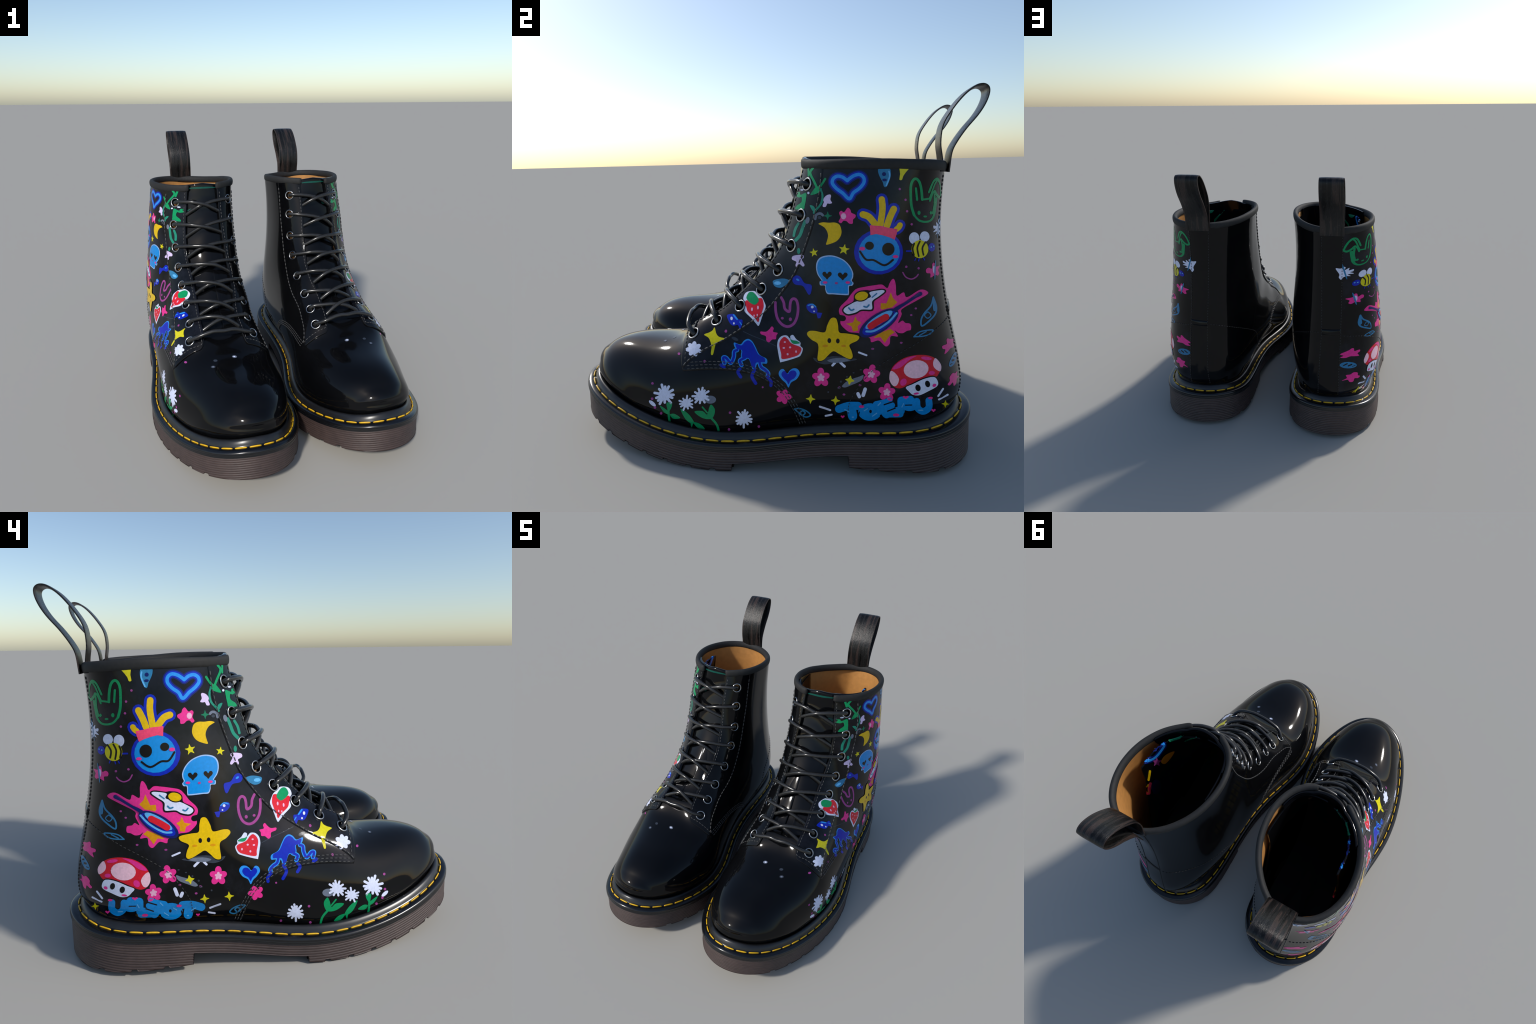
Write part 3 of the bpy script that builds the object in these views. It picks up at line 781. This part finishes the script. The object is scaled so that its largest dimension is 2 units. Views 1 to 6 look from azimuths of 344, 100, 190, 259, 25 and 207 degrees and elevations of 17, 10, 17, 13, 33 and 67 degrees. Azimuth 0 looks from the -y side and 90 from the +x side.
# --- back of the shaft
print_on('drop_print', A, ('steel', blob((505, 112), (580, 100), (650, 112), (662, 200), (632, 300), (600, 352), (575, 345), (558, 290), (520, 220), (500, 160))), ('ice', stroke(20, (640, 150), (648, 220), (605, 335))), ('navy', oval(575, 185, 26) + oval(582, 262, 30, 18)))
print_on('drip_print', A, ('lemon', poly((775, 108), (905, 108), (860, 160), (825, 210), (812, 255), (795, 266), (774, 255), (785, 180))))
TUFT = [((300, 712), (380, 745), (455, 835), 88), ((545, 515), (555, 640), (528, 840), 84), ((702, 640), (655, 740), (612, 860), 86), ((782, 850), (765, 880), (735, 905), 72)]
halo = oval(503, 1205, 320, 292) + sum([stroke(w + 74, a, b, c) for a, b, c, w in TUFT], [])
print_on('round_creature_print', A, ('blue', halo), ('sky', oval(512, 1203, 268, 250)), ('yellow', sum([stroke(w, a, b, c) for a, b, c, w in TUFT], [])),
         ('rose', poly((390, 852), (540, 862), (640, 888), (748, 902), (740, 960), (712, 1042), (650, 1012), (560, 984), (400, 982))),
         ('ink', oval(385, 1120, 58, 54) + oval(630, 1165, 80, 84) + stroke(26, (262, 1195), (340, 1300), (440, 1308), (580, 1375), (690, 1305))),
         ('pink', oval(292, 1158, 38, 24) + oval(722, 1262, 36, 20)))
print_on('bee_print', A, ('white', oval(968, 1022, 68, 78) + oval(1105, 1000, 62, 68)), ('blue', oval(1195, 1140, 44, 56) + stroke(22, (868, 1190), (935, 1190)) + stroke(16, (985, 1290), (975, 1310)) + stroke(16, (1030, 1290), (1022, 1318)) + stroke(16, (1090, 1280), (1100, 1305))),
         ('lemon', oval(1040, 1165, 110, 118)), ('ink', stroke(22, (965, 1092), (945, 1160), (962, 1242)) + stroke(22, (1038, 1066), (1006, 1150), (1024, 1258)) + stroke(22, (1112, 1072), (1072, 1150), (1086, 1240))), ('ice', oval(1184, 1138, 10) + oval(1216, 1126, 9)))
print_on('dot_print', A, ('mauve', sum([oval(x, y, 16, n=10) for x, y in ((780, 380), (855, 520), (875, 670), (935, 840), (865, 1395), (1025, 1415))], [])))
print_on('smile_print', A, ('mauve', stroke(17, (820, 1470), (860, 1530), (930, 1556), (990, 1530), (1020, 1495))))
print_on('bunny_print', A, ('green', stroke(34, (1072, 518), (1062, 400), (1040, 300), (1000, 248), (958, 258), (926, 330), (922, 450), (932, 600), (966, 720)) + stroke(26, (966, 720), (1030, 788), (1110, 808), (1180, 790), (1225, 720), (1245, 600), (1258, 500))
         + stroke(24, (1075, 518), (1165, 505)) + stroke(19, (1165, 505), (1198, 420), (1235, 320), (1262, 275)) + stroke(28, (990, 370), (1005, 520)) + oval(1030, 690, 20, 27) + oval(1185, 690, 17, 21) + oval(1110, 738, 24, 13)))
print_on('bunny_print', R1, ('green', stroke(30, (1105, 395), (1060, 305), (1000, 290), (930, 335), (872, 410), (838, 480)) + stroke(30, (838, 480), (890, 494), (960, 460), (1020, 412), (1058, 438), (1080, 488)) + stroke(34, (1012, 445), (998, 540), (1018, 630))))
print_on('feather_print', R1, ('white', blob((715, 760), (790, 762), (840, 735), (872, 745), (852, 788), (930, 750), (922, 790), (997, 770), (990, 802), (940, 816), (1002, 836), (905, 852), (950, 876), (890, 880), (832, 900), (800, 936), (765, 900), (772, 850))),
         ('steel', stroke(28, (820, 700), (850, 800), (892, 925), taper=.6)))
print_on('flower_print', R1, ('pink', blob((868, 1235), (980, 1210), (1010, 1160), (1050, 1155), (1070, 1200), (1120, 1170), (1155, 1175), (1150, 1212), (1102, 1240), (1105, 1280), (1050, 1285), (1010, 1290), (960, 1315), (915, 1305), (932, 1262))),
         ('lilac', oval(1032, 1225, 24, 42)), ('steel', stroke(30, (980, 1145), (1010, 1230), (1038, 1322), taper=.6)))

# --- middle of the quarter
SK = blob((205, 262), (250, 208), (340, 185), (430, 195), (530, 240), (600, 310), (640, 390), (640, 450), (625, 490), (646, 520), (630, 550), (592, 560), (590, 650), (560, 665), (400, 655), (332, 650), (306, 600), (300, 550), (245, 545), (240, 500), (262, 490), (215, 420), (195, 340))
print_on('skull_print', B, ('pale', SK), ('sky', shrink(SK, .935, 425, 420)), ('ink', heart(328, 428, 112, 92) + heart(516, 438, 118, 92)), ('pink', oval(305, 512, 28, 15) + oval(578, 512, 28, 15)), ('mauve', oval(440, 520, 18, 14)),)
print_on('candy_print', B, ('blue', blob((0, 440), (58, 520), (140, 545), (132, 640), (104, 658), (68, 600), (30, 552), (-60, 535), (-92, 478), (-60, 432))), ('azure', oval(-25, 480, 22, 12, 30)))
print_on('candy_print', B, ('blue', oval(145, 826, 76, 50, 38) + poly((196, 872), (270, 880), (246, 942), (214, 945))), ('azure', stroke(16, (100, 790), (150, 775), (190, 805))), ('white', oval(150, 808, 17) + oval(172, 860, 10)))
print_on('frying_pan_print', B,
         ('pink', blob((492, 935), (470, 860), (490, 800), (570, 720), (620, 650), (680, 590), (780, 565), (900, 545), (990, 538), (1052, 580), (1080, 520), (1110, 475), (1136, 476), (1155, 545), (1166, 670), (1250, 630), (1290, 690), (1452, 598), (1545, 640), (1420, 722), (1230, 832),
                       (1225, 900), (1182, 1000), (1235, 972), (1270, 1000), (1330, 1012), (1336, 1080), (1290, 1095), (1240, 1122), (1185, 1118), (1140, 1090), (1180, 1162), (1095, 1160), (1080, 1250), (1032, 1282), (950, 1212), (862, 1232), (840, 1180), (740, 1148), (700, 1120), (600, 1110), (540, 1070), (490, 1010))),
         ('ochre', poly((970, 822), (975, 760), (1040, 765), (1095, 630), (1120, 700), (1172, 750), (1110, 812), (990, 840)) + poly((556, 1010), (640, 992), (670, 922), (690, 970), (738, 995), (695, 1040), (702, 1092), (640, 1104), (622, 1042))
          + poly((888, 1182), (950, 1122), (1090, 1070), (1142, 1112), (1085, 1150), (1062, 1178), (1022, 1240), (972, 1170))),
         ('ink', blob((508, 850), (540, 798), (640, 742), (655, 682), (720, 620), (800, 603), (850, 608), (960, 588), (1024, 594), (1034, 632), (960, 692), (894, 742), (892, 822), (862, 858), (740, 858), (680, 892), (590, 912), (538, 895)) + stroke(70, (470, 935), (520, 945)) ),
         ('white', blob((526, 848), (550, 812), (645, 755), (700, 735), (850, 690), (840, 630), (960, 605), (1010, 606), (1014, 628), (950, 678), (872, 736), (872, 815), (850, 838), (740, 838), (675, 872), (592, 892), (550, 880))),
         ('ink', oval(742, 675, 94, 66, -14)), ('yellow', oval(742, 675, 80, 52, -14)), ('steel', stroke(18, (590, 818), (618, 846), (650, 836)) + stroke(18, (772, 800), (806, 808), (832, 782)) + stroke(14, (870, 690), (925, 645))),
         ('navy', stroke(48, (1150, 836), (1445, 648)) + oval(950, 1000, 272, 112, -33)), ('blue', oval(955, 1000, 236, 86, -33)), ('ice', stroke(24, (800, 1100), (900, 1090), (1060, 990), (1160, 880)) + oval(950, 960, 190, 52, -33)), ('navy', stroke(16, (830, 1060), (950, 1040), (1090, 930), (1120, 870))),
         ('red', stroke(78, (850, 1038), (930, 985), (1035, 925))))
ST = blob((400, 935), (440, 950), (460, 1020), (475, 1112), (560, 1125), (680, 1145), (715, 1170), (690, 1212), (598, 1262), (620, 1330), (636, 1400), (612, 1432), (560, 1420), (470, 1370), (405, 1340), (340, 1390), (290, 1440), (240, 1456), (213, 1430), (222, 1262), (140, 1200), (88, 1140), (110, 1100), (180, 1095), (298, 1112), (330, 1030), (365, 958))
print_on('grey_smudge_print', B, ('dim', blob((160, 1420), (200, 1470), (300, 1500), (420, 1480), (560, 1470), (690, 1440), (600, 1420), (400, 1400), (240, 1430))), ('grey', blob((330, 1455), (420, 1425), (560, 1425), (620, 1440), (540, 1468), (420, 1482))))  # whitish haze below the big star, drawn as flat grey patches
print_on('star_print', B, ('ink', shrink(ST, 1.045, 402, 1200)), ('yellow', ST), ('ink', oval(356, 1212, 22, 30) + oval(458, 1216, 22, 30)), ('ochre', oval(306, 1276, 34, 15) + oval(528, 1276, 30, 14)), lift=.0030)
print_on('dash_print', B, ('white', stroke(22, (710, 1355), (802, 1390)) + stroke(28, (392, 1512), (425, 1478)) + stroke(30, (486, 1476), (538, 1525))))
print_on('leaf_eye_print', B, ('steel', stroke(20, (1605, 690), (1578, 790), (1500, 882), (1460, 960), (1470, 1036), (1560, 972), (1630, 890), (1642, 800), (1605, 690)) + blob((1605, 685), (1640, 780), (1642, 850), (1608, 850), (1600, 780)) + stroke(13, (1540, 866), (1500, 905), (1538, 944), (1578, 905), (1540, 866))))
print_on('leaf_print', B, ('steel', stroke(16, (1372, 1166), (1450, 1105), (1600, 1085), (1560, 1136), (1480, 1160), (1372, 1166)) + stroke(14, (1440, 1150), (1520, 1105))))
print_on('dot_print', B, ('mauve', sum([oval(x, y, 15, 12, n=10) for x, y in ((1395, 825), (1340, 905), (1220, 1240), (875, 1312), (1280, 325))], [])))

# --- forward part of the quarter
print_on('strawberry_print', C_, ('white', blob((640, 200), (690, 165), (780, 160), (820, 200), (882, 245), (912, 300), (938, 380), (900, 480), (862, 600), (835, 655), (800, 620), (740, 550), (640, 450), (645, 390), (660, 330), (620, 272))),
         ('red', blob((650, 300), (720, 290), (840, 260), (892, 272), (910, 370), (888, 450), (850, 560), (828, 602), (780, 540), (690, 460), (665, 400))), ('green', blob((665, 250), (700, 180), (760, 175), (820, 240), (840, 300), (790, 352), (740, 340), (690, 300))),
         ('blush', oval(745, 420, 13, 27) + oval(830, 395, 13, 27) + oval(775, 510, 10, 16) + oval(820, 500, 10, 16)))
print_on('candy_print', C_, ('blue', blob((385, 510), (450, 485), (500, 495), (550, 560), (605, 570), (600, 640), (570, 695), (540, 642), (480, 652), (430, 620))), ('azure', stroke(22, (482, 500), (532, 562)) + stroke(14, (570, 600), (595, 640))), ('white', oval(453, 550, 17, 25) + oval(486, 620, 12, 16)))
print_on('star_print', C_, ('lemon', blob((210, 678), (232, 760), (272, 810), (358, 836), (290, 870), (232, 900), (212, 960), (186, 1062), (157, 1056), (165, 960), (150, 880), (120, 822), (60, 780), (130, 750), (180, 720))))
print_on('flower_print', C_, ('pink', blob((1025, 662), (1052, 690), (1045, 738), (1108, 755), (1090, 790), (1082, 842), (1030, 850), (985, 888), (948, 862), (940, 802), (870, 772), (866, 735), (940, 738), (990, 702))))
print_on('strawberry_print', C_, ('white', blob((1102, 930), (1118, 850), (1170, 798), (1240, 792), (1288, 840), (1290, 798), (1330, 785), (1372, 842), (1432, 890), (1432, 938), (1466, 980), (1442, 1060), (1390, 1102), (1170, 1168), (1140, 1152), (1110, 1000))),
         ('red', blob((1132, 930), (1148, 860), (1200, 812), (1250, 838), (1290, 890), (1340, 920), (1422, 950), (1448, 990), (1420, 1052), (1360, 1088), (1178, 1128), (1158, 1050))), ('green', blob((1288, 838), (1320, 858), (1380, 868), (1428, 900), (1350, 912), (1308, 890))),
         ('blush', oval(1212, 885, 15, 12) + oval(1197, 968, 17, 13) + oval(1287, 960, 16, 14) + oval(1252, 1057, 14, 16) + oval(1372, 1020, 12, 18)))
print_on('bunny_print', C_, ('mauve', stroke(38, (1160, 250), (1195, 320), (1212, 410), (1275, 450), (1287, 350), (1302, 290), (1340, 266), (1382, 300), (1400, 400), (1386, 520), (1340, 620), (1260, 664), (1180, 640), (1112, 560), (1082, 450), (1076, 320)) + oval(1175, 545, 21, 19) + oval(1290, 560, 22, 26)))
SP = blob((690, 862), (740, 892), (780, 960), (832, 1060), (920, 1112), (925, 1170), (870, 1172), (800, 1182), (780, 1262), (740, 1232), (718, 1160), (690, 1112), (620, 1122), (598, 1080), (600, 1002), (530, 982), (510, 908), (590, 932), (640, 882))
LEG = [((530, 1000), (490, 1020), (482, 1100), (440, 1180), (372, 1110), (332, 1112), (350, 1185)), ((640, 1112), (572, 1150), (592, 1212)), ((850, 1170), (872, 1240), (930, 1282), (972, 1330), (965, 1372)),
       ((572, 1268), (542, 1312), (582, 1382)), ((780, 1282), (742, 1372), (795, 1472)), ((962, 1382), (1012, 1440), (1012, 1502)), ((300, 1212), (345, 1242))]
print_on('splash_print', C_, ('azure', shrink(SP, 1.13, 700, 1030) + sum([stroke(62, *l) for l in LEG[:3]], [])), ('blue', SP + sum([stroke(34 if i < 3 else 46, *l) for i, l in enumerate(LEG)], [])))
H2 = blob((1245, 1332), (1190, 1270), (1140, 1288), (1124, 1350), (1170, 1420), (1225, 1470), (1262, 1532), (1300, 1460), (1380, 1410), (1422, 1330), (1390, 1268), (1330, 1260), (1280, 1290))
print_on('heart_print', C_, ('azure', H2), ('blue', shrink(H2, .72, 1266, 1365)))
print_on('dot_print', C_, ('mauve', oval(372, 730, 17, 22) + oval(66, 1160, 17, 20) + oval(895, 1528, 14)))
print_on('cloud_print', C_, ('steel', blob((1040, 20), (1100, -10), (1200, -20), (1275, 10), (1225, 70), (1150, 110), (1070, 90))), ('ice', oval(1110, 45, 50, 26)))
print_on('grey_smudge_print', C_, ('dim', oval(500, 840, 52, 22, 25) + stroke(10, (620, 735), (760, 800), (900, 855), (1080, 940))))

# --- toe and throat
print_on('daisy_print', F_, ('white', flower(1002, 215, 68, 7, 20, .30)))
print_on('daisy_print', F_, ('white', daisy(740, 625, 88)))
print_on('daisy_print', F_, ('white', daisy(935, 700, 64, 11, 10)))
print_on('daisy_print', F_, ('grey', oval(1150, 668, 52, 36)), ('white', daisy(1068, 635, 74, 12, 5)))
print_on('daisy_print', F_, ('white', daisy(1450, 838, 74, 13, 3)))
print_on('leaf_print', F_, ('white', oval(632, 702, 38, 16, 40)))
print_on('dot_print', F_, ('mauve', sum([oval(x, y, 12, n=10) for x, y in ((1290, 57), (870, 258), (1100, 325), (633, 523), (630, 660), (655, 738), (710, 790), (1327, 785), (1318, 935), (1585, 908))], [])))
print_on('flower_stem_print', F_, ('green', stroke(20, (782, 700), (776, 780), (790, 900)) + blob((698, 722), (760, 760), (786, 802), (738, 782)) + blob((790, 802), (830, 795), (882, 832), (820, 838)) + blob((758, 700), (806, 700), (800, 742), (775, 772))))
print_on('flower_stem_print', F_, ('green', blob((884, 752), (950, 792), (1002, 862), (985, 882), (928, 842)) + stroke(22, (985, 880), (994, 975)) + blob((998, 870), (1060, 886), (1102, 932), (1040, 922))))
print_on('flower_stem_print', F_, ('green', blob((1008, 775), (1080, 770), (1122, 800), (1140, 740), (1160, 713), (1192, 760), (1172, 830), (1120, 842), (1060, 822)) + stroke(20, (1160, 835), (1212, 900), (1232, 1000)) + stroke(14, (1080, 735), (1122, 785))))
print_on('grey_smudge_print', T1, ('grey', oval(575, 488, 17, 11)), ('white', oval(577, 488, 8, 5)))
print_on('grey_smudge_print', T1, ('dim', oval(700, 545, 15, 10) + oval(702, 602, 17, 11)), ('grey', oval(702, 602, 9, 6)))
print_on('tongue_teal_band', T2, ('deep_teal', stroke(18, (1312, 1056), (1450, 1088), (1575, 1104), taper=.5)), lift=.002)
print_on('leaf_sprig_print', T2, ('deep_teal', oval(1525, 1328, 44, 20, 8)), lift=.002)

# --- lower part of the quarter and heel counter
for x, y, r, ro in ((405, 752, 122, -92), (1062, 708, 120, -80), (1265, 942, 116, -85)):
    print_on('flower_print', D, ('pink', flower(x, y, r, 5, ro)), ('blush', flower(x, y, r * .42, 5, ro)))
print_on('flower_print', D, ('pink', flower(-85, 1000, 100, 5, -70)))
for x, y, r in ((270, 1030, 64), (595, 1050, 62), (2028, 1095, 50)): print_on('star_print', D, ('lemon', star(x, y, r, 4, .42, -86)))
print_on('star_print', D, ('grey', blob((680, 860), (760, 790), (900, 740), (960, 720), (930, 790), (800, 850), (720, 880))), ('lemon', star(782, 785, 62, 4, .5, -80)))
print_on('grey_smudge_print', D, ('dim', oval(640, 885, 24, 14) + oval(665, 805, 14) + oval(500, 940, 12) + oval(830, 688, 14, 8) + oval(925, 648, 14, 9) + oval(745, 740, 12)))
print_on('leaf_eye_print', D, ('steel', stroke(17, (60, 1160), (130, 1155), (220, 1190), (266, 1242), (208, 1266), (140, 1232), (60, 1160)) + stroke(18, (165, 1180), (132, 1210), (165, 1242), (198, 1210), (165, 1180))))
for a, b, w in (((390, 1130), (525, 1175), 26), ((465, 1250), (545, 1235), 24), ((888, 962), (906, 1000), 44), ((982, 902), (956, 982), 46), ((1935, 992), (1998, 898), 24), ((1945, 1036), (2058, 975), 26)):
    print_on('dash_print', D, ('white', stroke(w, a, b)))
print_on('dot_print', D, ('mauve', oval(705, 972, 18, 14) + oval(645, 880, 18, 14) + oval(1080, 376, 20, 13) + oval(1452, 296, 18, 12) + oval(915, 850, 18, 14)))
CAP = blob((1325, 640), (1400, 552), (1520, 485), (1680, 455), (1830, 470), (1930, 530), (1970, 602), (1950, 682), (1902, 742), (1780, 745), (1660, 792), (1520, 862), (1430, 892), (1350, 862), (1300, 770))
print_on('toadstool_print', D, ('red', CAP), ('pink', blob((1335, 640), (1405, 560), (1530, 492), (1650, 468), (1560, 520), (1440, 620)) + oval(1780, 500, 70, 22, 8) + oval(1480, 810, 40, 50, 30) + oval(1850, 690, 40, 26)),
         ('skin', oval(1645, 642, 162, 118, -8) + blob((1312, 668), (1370, 690), (1422, 770), (1392, 852), (1340, 852), (1298, 772)) + blob((1890, 498), (1942, 540), (1972, 602), (1958, 668), (1890, 632), (1865, 570))),
         ('ink', blob((1500, 872), (1600, 822), (1750, 752), (1885, 730), (1940, 810), (1918, 878), (1802, 940), (1692, 992), (1596, 986), (1540, 935))),
         ('white', blob((1512, 876), (1602, 834), (1752, 765), (1880, 744), (1928, 812), (1908, 868), (1800, 928), (1690, 978), (1602, 972), (1552, 930))),
         ('ink', oval(1668, 882, 34, 44, -15) + oval(1792, 832, 32, 44, -15)), ('pink', oval(1645, 956, 36, 13, -10) + oval(1880, 850, 26, 20, -30)))
LET = {'T': stroke(104, (640, 1160), (760, 1122), (890, 1120)) + stroke(120, (800, 1150), (818, 1255)), 'O': oval(1042, 1200, 152, 114),
       'E': stroke(84, (1125, 1100), (1298, 1052)) + stroke(80, (1200, 1160), (1332, 1112)) + stroke(84, (1250, 1235), (1440, 1228)) + stroke(110, (1170, 1110), (1262, 1228)) + stroke(60, (1290, 1190), (1420, 1160)),
       'P': stroke(92, (1448, 1050), (1452, 1190)) + stroke(84, (1450, 1042), (1575, 1030)) + oval(1562, 1098, 120, 90), 'U': stroke(88, (1655, 1060), (1668, 1150), (1740, 1192), (1812, 1142), (1812, 1050))}
print_on('bubble_lettering_print', D, ('sky', sum(LET.values(), [])),
         ('ink', oval(1052, 1192, 17, 22) + stroke(17, (1230, 1104), (1335, 1068)) + stroke(17, (1275, 1188), (1372, 1150)) + stroke(14, (1506, 1110), (1590, 1108)) + stroke(34, (1738, 1010), (1738, 1118)) + stroke(16, (905, 1200), (885, 1290)) + stroke(14, (1190, 1290), (1180, 1240))),
         ('ice', stroke(12, (715, 1165), (772, 1196)) + stroke(14, (968, 1182), (1012, 1154)) + stroke(14, (1078, 1252), (1132, 1214)) + stroke(14, (1150, 1112), (1182, 1078)) + stroke(12, (1460, 1132), (1482, 1090)) + stroke(16, (1680, 1175), (1732, 1175)) + oval(822, 1265, 16, 10)),
         ('pink', oval(935, 1126, 34, 18) + heart(1510, 1008, 76, 40) + oval(1832, 1015, 30, 16) + oval(1385, 1236, 40, 20) + heart(1870, 1178, 58, 40) + heart(688, 1260, 52, 36)))
print_on('flower_print', R2, ('pink', blob((785, 772), (900, 722), (950, 690), (980, 690), (990, 726), (1062, 705), (1066, 730), (1032, 760), (1056, 790), (1000, 800), (930, 802), (860, 825), (785, 820), (832, 795))))
print_on('leaf_eye_print', R2, ('steel', oval(900, 928, 122, 46)), ('ink', stroke(16, (835, 932), (885, 908)) + stroke(18, (902, 938), (950, 918)) + stroke(8, (960, 945), (1000, 930))))
print_on('flower_print', R2, ('pink', blob((808, 1150), (880, 1112), (868, 1072), (930, 1060), (980, 1030), (1035, 1035), (1036, 1070), (1066, 1080), (1040, 1110), (990, 1115), (970, 1160), (920, 1166), (890, 1136))))
# --- the same artwork on the gusset wing inside the shaft
INNER = Projector((-.5356, 1.1193, 3.7856), (.049, -.043, .779), 2.4).chart(92, 396, .2551)
HI = [(560, 392), (582, 342), (650, 312), (692, 272), (735, 268), (720, 302), (662, 370), (592, 402), (560, 392)]
print_on('heart_print', INNER, ('navy', stroke(40, *HI)), ('azure', stroke(17, *HI)), tree=WING, lift=.004, reach=.14)
print_on('drop_print', INNER, ('azure', stroke(12, (512, 462), (490, 518), (520, 524), (512, 462))), tree=WING, lift=.004, reach=.14)
print_on('round_creature_print', INNER, ('yellow', stroke(18, (622, 478), (612, 545)) + stroke(22, (560, 540), (605, 590)) + stroke(26, (552, 625), (608, 632))), ('rose', stroke(24, (626, 575), (614, 650))), ('navy', oval(672, 600, 40, 60)), tree=WING, lift=.004, reach=.14)
print_on('flower_print', INNER, ('mauve', star(676, 405, 38, 5, .5)), tree=WING, lift=.004, reach=.14)
print_on('moon_print', INNER, ('ochre', blob((710, 400), (745, 350), (815, 320), (790, 370), (740, 420))), tree=WING, lift=.004, reach=.14)
print_on('leaf_sprig_print', INNER, ('moss', stroke(14, (830, 175), (940, 150), (985, 148)) + stroke(12, (780, 240), (860, 215), (900, 190)) + stroke(10, (900, 240), (990, 215))), tree=WING, lift=.004, reach=.14)

# ------------------------------------------------------------------ the pair
def assemble():
    root = bpy.data.objects.new('boot', None); root.location = ORIGIN
    twin = bpy.data.objects.new('boot', None); twin.location = ORIGIN * [-1, 1, 1]; twin.scale = (-1, 1, 1)
    for e in (root, twin):
        bpy.context.scene.collection.objects.link(e)
        e['label'] = 'glossy black lace-up ankle boot with colourful doodle prints'
        e['category'] = 'boot'
    for ob, par in PARTS: ob.parent = par or root
    copies = {}
    for ob, par in PARTS:
        c = ob.copy(); bpy.context.scene.collection.objects.link(c); copies[ob] = c
    for ob, par in PARTS: copies[ob].parent = copies[par] if par else twin
assemble()
print('parts', len(PARTS), 'tris', sum(len(p.vertices) - 2 for o, _ in PARTS for p in o.data.polygons))
